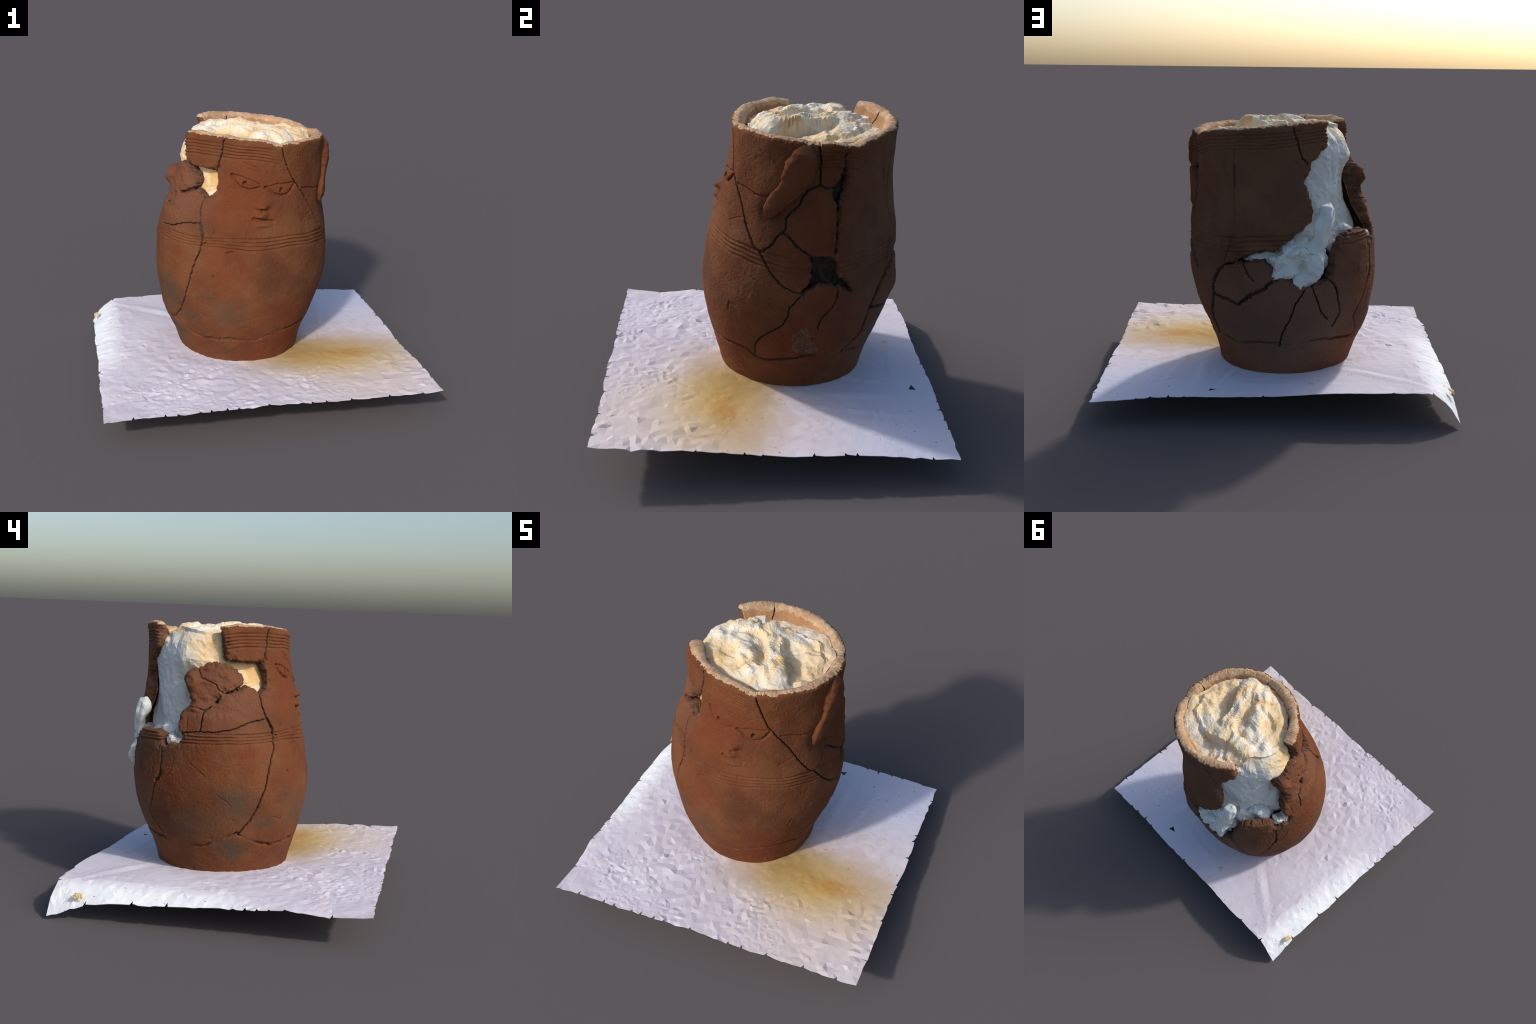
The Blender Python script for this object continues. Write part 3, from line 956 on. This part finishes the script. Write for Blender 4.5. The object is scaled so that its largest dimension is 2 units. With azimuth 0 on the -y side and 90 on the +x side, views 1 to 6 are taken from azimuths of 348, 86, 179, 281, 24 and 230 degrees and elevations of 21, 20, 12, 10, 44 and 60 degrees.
def blob_fold(name, centre, size, axes, seed, amp, n=22, sq=.85, freq=7):
    """a crumpled knob of tissue: a squarish ellipsoid creased all over"""
    u, v = np.meshgrid(np.linspace(0, 2 * math.pi, 2 * n, endpoint=False), np.linspace(.02, math.pi - .02, n), indexing='ij')
    d = np.stack([np.cos(u) * np.sin(v), np.sin(u) * np.sin(v), np.cos(v)], -1)
    dd = np.sign(d) * np.abs(d) ** sq
    A = np.array(axes, float)
    A /= np.linalg.norm(A, axis=1)[:, None]
    p = np.array(centre) + (dd * np.array(size)) @ A
    p = p + (d @ A) * (crumple(p, freq, seed, 7) * amp)[..., None]
    p = p + np.random.default_rng(seed).normal(0, .0028, p.shape)
    m = p.shape[0]
    i, j = np.meshgrid(np.arange(m), np.arange(n - 1), indexing='ij')
    f = np.stack([i * n + j, i * n + j + 1, ((i + 1) % m) * n + j + 1, ((i + 1) % m) * n + j], -1).reshape(-1, 4)
    verts = np.concatenate([p.reshape(-1, 3), [p[:, 0].mean(0)], [p[:, -1].mean(0)]])
    a, b = len(verts) - 2, len(verts) - 1
    caps = []
    for k in range(0, m, 2):
        for c in (k, k + 1):
            caps.append((a, c * n, ((c + 1) % m) * n))
            caps.append((b, ((c + 1) % m) * n + n - 1, c * n + n - 1))
    return make_mesh(name, verts, np.concatenate([random_tris(f, seed), np.array(caps)])[:, ::-1], [M_TISSUE], smooth=False)


def local_axes(dg, lean=0.0):
    a = math.radians(dg)
    out = np.array([math.cos(a), math.sin(a), 0])
    along = np.array([-math.sin(a), math.cos(a), 0])
    up = np.array([0, 0, 1.0])
    up2 = up * math.cos(lean) + along * math.sin(lean)
    al2 = along * math.cos(lean) - up * math.sin(lean)
    return [out, al2, up2]


def at(dg, z, off):
    return point(np.array(math.radians(dg)), np.array(z), off)


for spec in ((104, .835, -.078, (.070, .100, .135), -.42, 31, .22), (95, .880, -.080, (.065, .085, .075), -.5, 33, .2),
             (115, .90, -.125, (.06, .08, .08), .2, 35, .22), (74, .868, -.112, (.05, .12, .05), 0, 37, .08),
             (142, .945, -.165, (.065, .12, .07), .2, 39, .2), (161.5, .935, -.085, (.045, .052, .045), .4, 41, .2),
             (87, .825, -.072, (.05, .07, .08), 0, 43, .18)):
    dg, z, off, size, lean, seed, amp = spec
    adopt(blob_fold('fold', at(dg, z, off), size, local_axes(dg, lean), seed, amp), wad)

# the twisted end that stands up out of the break
path = np.array([at(110, .90, -.05), at(114, .97, -.028), at(118, 1.04, -.014), at(122, 1.10, -.004), at(125, 1.14, .004), at(127, 1.160, .008)])
rad = np.array([(.050, .030), (.050, .030), (.048, .030), (.046, .034), (.038, .034), (.016, .014)])
ns, nring = 30, 20
L = np.linspace(0, 5, ns)
sp = np.stack([np.interp(L, np.arange(6), path[:, c]) for c in range(3)], 1)
for _ in range(6):
    sp[1:-1] = (sp[:-2] + 2 * sp[1:-1] + sp[2:]) / 4
rw = np.interp(L, np.arange(6), rad[:, 0])
rd = np.interp(L, np.arange(6), rad[:, 1])
tn = np.gradient(sp, axis=0)
tn /= np.linalg.norm(tn, axis=1)[:, None]
outd = np.array([math.cos(math.radians(118)), math.sin(math.radians(118)), 0])
sd = np.cross(tn, outd)
sd /= np.linalg.norm(sd, axis=1)[:, None]
od = np.cross(sd, tn)
aa = np.linspace(0, 2 * math.pi, nring, endpoint=False)
G = sp[:, None] + sd[:, None] * (np.cos(aa)[None, :, None] * rw[:, None, None]) + od[:, None] * (np.sin(aa)[None, :, None] * rd[:, None, None])
nrm = G - sp[:, None]
G = G + nrm / .04 * (crumple(G * np.array([1, 1, .5]), 12, 77, 5) * .16)[..., None]
i, j = np.meshgrid(np.arange(ns - 1), np.arange(nring), indexing='ij')
fq = np.stack([i * nring + j, (i + 1) * nring + j, (i + 1) * nring + (j + 1) % nring, i * nring + (j + 1) % nring], -1).reshape(-1, 4)
verts = np.concatenate([G.reshape(-1, 3), [G[-1].mean(0) + tn[-1] * .006]])
caps = [((ns - 1) * nring + (a + 2) % nring, (ns - 1) * nring + a + 1, (ns - 1) * nring + a, len(verts) - 1) for a in range(0, nring, 2)]
adopt(make_mesh('twist', verts, np.concatenate([fq, np.array(caps)])[:, ::-1], [M_TISSUE], smooth=False), wad)

# ------------------------------------------------------------------ paper sheet
A, B, C, Dc = (-.998, -.872), (.980, -.887), (.999, .868), (-.985, .882)
pr = np.random.default_rng(11)
CORNERS = [np.array(q) for q in (A, B, C, Dc)]
outline = []
for k in range(4):                                       # torn outline: slow wander, small teeth, now and then a nick
    p, q = CORNERS[k], CORNERS[(k + 1) % 4]
    L = np.hypot(*(q - p))
    tn_ = (q - p) / L
    inw = np.array([-tn_[1], tn_[0]])
    t = .0
    outline.append(p)
    while True:
        t += pr.uniform(.018, .060)
        if t > L - .03:
            break
        wander = .004 * math.sin(t * 9 + k * 2) * min(1, t / .1, (L - t) / .1) - .002
        inset = wander + abs(pr.normal(0, .0035))
        outline.append(p + tn_ * t + inw * inset)
        if pr.random() < .17 and .06 < t < L - .1:
            dp = pr.uniform(.012, .034)
            outline.append(p + tn_ * (t + pr.uniform(.004, .014)) + inw * (inset + dp))
            t += .016
            outline.append(p + tn_ * t + inw * (inset + pr.uniform(0, .008)))
outline = np.array(outline)
hole_pts = np.array([(.315, .765), (.362, .742), (.372, .782)])
# scattered points, densely where the paper is crinkled
pts, cells = [], {}
gsz = .012


def free(p, r):
    c = (int(p[0] // gsz), int(p[1] // gsz))
    w = int(r / gsz) + 1
    for a in range(c[0] - w, c[0] + w + 1):
        for b in range(c[1] - w, c[1] + w + 1):
            for o in cells.get((a, b), ()):
                if (o[0] - p[0]) ** 2 + (o[1] - p[1]) ** 2 < r * r:
                    return False
    return True


def put(p):
    cells.setdefault((int(p[0] // gsz), int(p[1] // gsz)), []).append(p)


for p in list(outline) + list(hole_pts):
    put(tuple(p))
cand = pr.uniform((-.99, -.88), (.99, .88), (26000, 2))
cn = fbm(np.c_[cand * 3.5, np.zeros(len(cand))], 2)
rad_ = np.clip(.0205 + .010 * cn, .011, .034)
for p, r in zip(cand, rad_):
    p = tuple(p)
    if free(p, r):
        put(p)
        pts.append(p)
allp = np.concatenate([outline, hole_pts, np.array(pts)])
no = len(outline)
from mathutils.geometry import delaunay_2d_cdt
from mathutils import Vector
res = delaunay_2d_cdt([Vector(p) for p in allp], [(no, no + 1), (no + 1, no + 2), (no + 2, no)], [list(range(no))], 1, 1e-6)
XY = np.array([(v.x, v.y) for v in res[0]])
tri = np.array([f for f in res[2] if len(f) == 3])
X, Y = XY[:, 0], XY[:, 1]


def bilerp(xs, ys, tab, x, y):
    tab = np.array(tab)
    i = np.clip(np.searchsorted(xs, x) - 1, 0, len(xs) - 2)
    j = np.clip(np.searchsorted(ys, y) - 1, 0, len(ys) - 2)
    xs, ys = np.array(xs), np.array(ys)
    u = np.clip((x - xs[i]) / (xs[i + 1] - xs[i]), 0, 1)
    w = np.clip((y - ys[j]) / (ys[j + 1] - ys[j]), 0, 1)
    return (tab[j, i] * (1 - u) + tab[j, i + 1] * u) * (1 - w) + (tab[j + 1, i] * (1 - u) + tab[j + 1, i + 1] * u) * w


# lie of the sheet: a grid of levels, before its left edge droops
plane = sum(bilerp([-.76, -.4, 0, .4, .75, 1.0], [-.88, -.45, 0, .4, .87],
                   [[.207, .220, .219, .213, .213, .216], [.203, .206, .199, .188, .192, .199], [.200, .198, .192, .177, .169, .157],
                    [.197, .195, .182, .171, .166, .154], [.192, .187, .170, .162, .150, .127]],
                   X + du, Y + dv) for du in (-.08, 0, .08) for dv in (-.08, 0, .08)) / 9
drop = np.interp(Y, [-.87, -.65, -.43, -.2, .075, .34, .55, .78, .88], [.005, .030, .006, .032, .044, .062, .070, .142, .182])
s = np.clip((-X - .80) / .19, 0, 1.05)
Zp = plane - drop * s ** 2.0
s2 = np.clip((X - .75) / .25, 0, 1)
Zp += .003 * np.sin(X * 7 + 1) * np.sin(Y * 5)
crinkle = np.clip(1.0 - .80 * sstep(-.15, .35, .75 * Y + .35 * X + .12 * fbm(np.stack([X * 2, Y * 2, 0 * X], -1), 2)), .15, 1)
crinkle = np.maximum(crinkle, .8 * sstep(-.55, -.85, X))
spot = np.clip(.95 + .8 * fbm(np.stack([X * 5, Y * 5, 0 * X + 4], -1), 2), .55, 1.5)
Zp += pr.normal(0, .0019, X.shape) * crinkle * spot
Zp += fbm(np.stack([X * 9, Y * 9, 0 * X], -1), 2) * .0025 * np.clip(crinkle, .3, 1)
# folds in the smooth half
for (x0, y0, dxx, dyy, dep, wd) in ((.60, .5, .22, 1, .007, .035), (.25, .5, .30, 1, .005, .03), (.42, .5, .05, 1, .005, .05),
                                    (.0, .7, 1, -.12, .003, .04), (-.55, .6, .9, -.6, .006, .05), (-.35, -.45, .8, .6, .005, .03)):
    nrm = np.array([dyy, -dxx]) / math.hypot(dxx, dyy)
    d = (X - x0) * nrm[0] + (Y - y0) * nrm[1]
    loc = np.exp(-((X - x0) ** 2 + (Y - y0) ** 2) / .12)
    Zp += dep * loc * np.clip(1 - np.abs(d) / wd, 0, 1)
    Zp -= dep * .6 * loc * np.exp(-((d - wd) / .03) ** 2)
# pinched stars in the crinkled half
for px, py in ((-.32, -.52), (.72, -.72), (-.25, -.66), (.86, -.55), (-.62, -.30), (-.75, .62)):
    a = np.arctan2(Y - py, X - px)
    rr = np.hypot(X - px, Y - py)
    Zp += .004 * np.exp(-(rr / .08) ** 2) * (.6 + .7 * np.sin(a * 5 + px * 40))
# the sheet is puckered against the foot of the jar
rj = np.hypot(X + .053, Y - .135)
Zp -= .007 * np.exp(-((rj - .42) / .10) ** 2)
Zp = np.maximum(Zp, .003)
verts = np.stack([X, Y, Zp], -1)
e1, e2 = verts[tri[:, 1]] - verts[tri[:, 0]], verts[tri[:, 2]] - verts[tri[:, 0]]
tri = np.where((np.cross(e1, e2)[:, 2] < 0)[:, None], tri[:, ::-1], tri)
cx = verts[tri].mean(1)[:, :2]
ins = np.ones(len(tri), bool)                            # the torn-out triangle behind the jar
for k in range(3):
    a, b = hole_pts[k], hole_pts[(k + 1) % 3]
    ins &= (b[0] - a[0]) * (cx[:, 1] - a[1]) - (b[1] - a[1]) * (cx[:, 0] - a[0]) > 0
tri = tri[~ins]
# give the sheet its thickness
nv = len(verts)
low = verts.copy()
low[:, 2] = np.maximum(low[:, 2] - .0025, .0003)
edges = np.concatenate([tri[:, [0, 1]], tri[:, [1, 2]], tri[:, [2, 0]]])
key = edges[:, 0].astype(np.int64) * nv + edges[:, 1]
rev = edges[:, 1].astype(np.int64) * nv + edges[:, 0]
bd = edges[~np.isin(key, rev)]
rim_t = np.concatenate([np.stack([bd[:, 1], bd[:, 0], bd[:, 0] + nv], 1), np.stack([bd[:, 1], bd[:, 0] + nv, bd[:, 1] + nv], 1)])
paper = make_mesh('paper_sheet', np.concatenate([verts, low]), np.concatenate([tri, tri[:, ::-1] + nv, rim_t]), [M_SHEET], smooth=False)
paper['label'] = 'crinkled white paper sheet with ochre stains, torn edges'
paper['category'] = 'paper sheet'


def scrap(centre, size, tilt, seed):
    r = np.random.default_rng(seed)
    n = 7
    u, w = np.meshgrid(np.linspace(-1, 1, n), np.linspace(-1, 1, n), indexing='ij')
    p = np.stack([u * size[0], w * size[1], size[2] * (1 - u ** 2) * (1 - .3 * w ** 2)], -1) + r.normal(0, .0028, (n, n, 3))
    ca, sa = math.cos(tilt), math.sin(tilt)
    p = np.stack([p[..., 0] * ca + p[..., 2] * sa, p[..., 1], -p[..., 0] * sa + p[..., 2] * ca], -1) + np.array(centre)
    i, j = np.meshgrid(np.arange(n - 1), np.arange(n - 1), indexing='ij')
    f = np.stack([i * n + j, (i + 1) * n + j, (i + 1) * n + j + 1, i * n + j + 1], -1).reshape(-1, 4)
    ob = make_mesh('tape_scrap', p.reshape(-1, 3), f, [M_SCRAP], smooth=False)
    so = ob.modifiers.new('thickness', 'SOLIDIFY')
    so.thickness = .004
    ob.parent = paper
    return ob


scrap((-.962, .709, .142), (.016, .026, .014), -.7, 5)
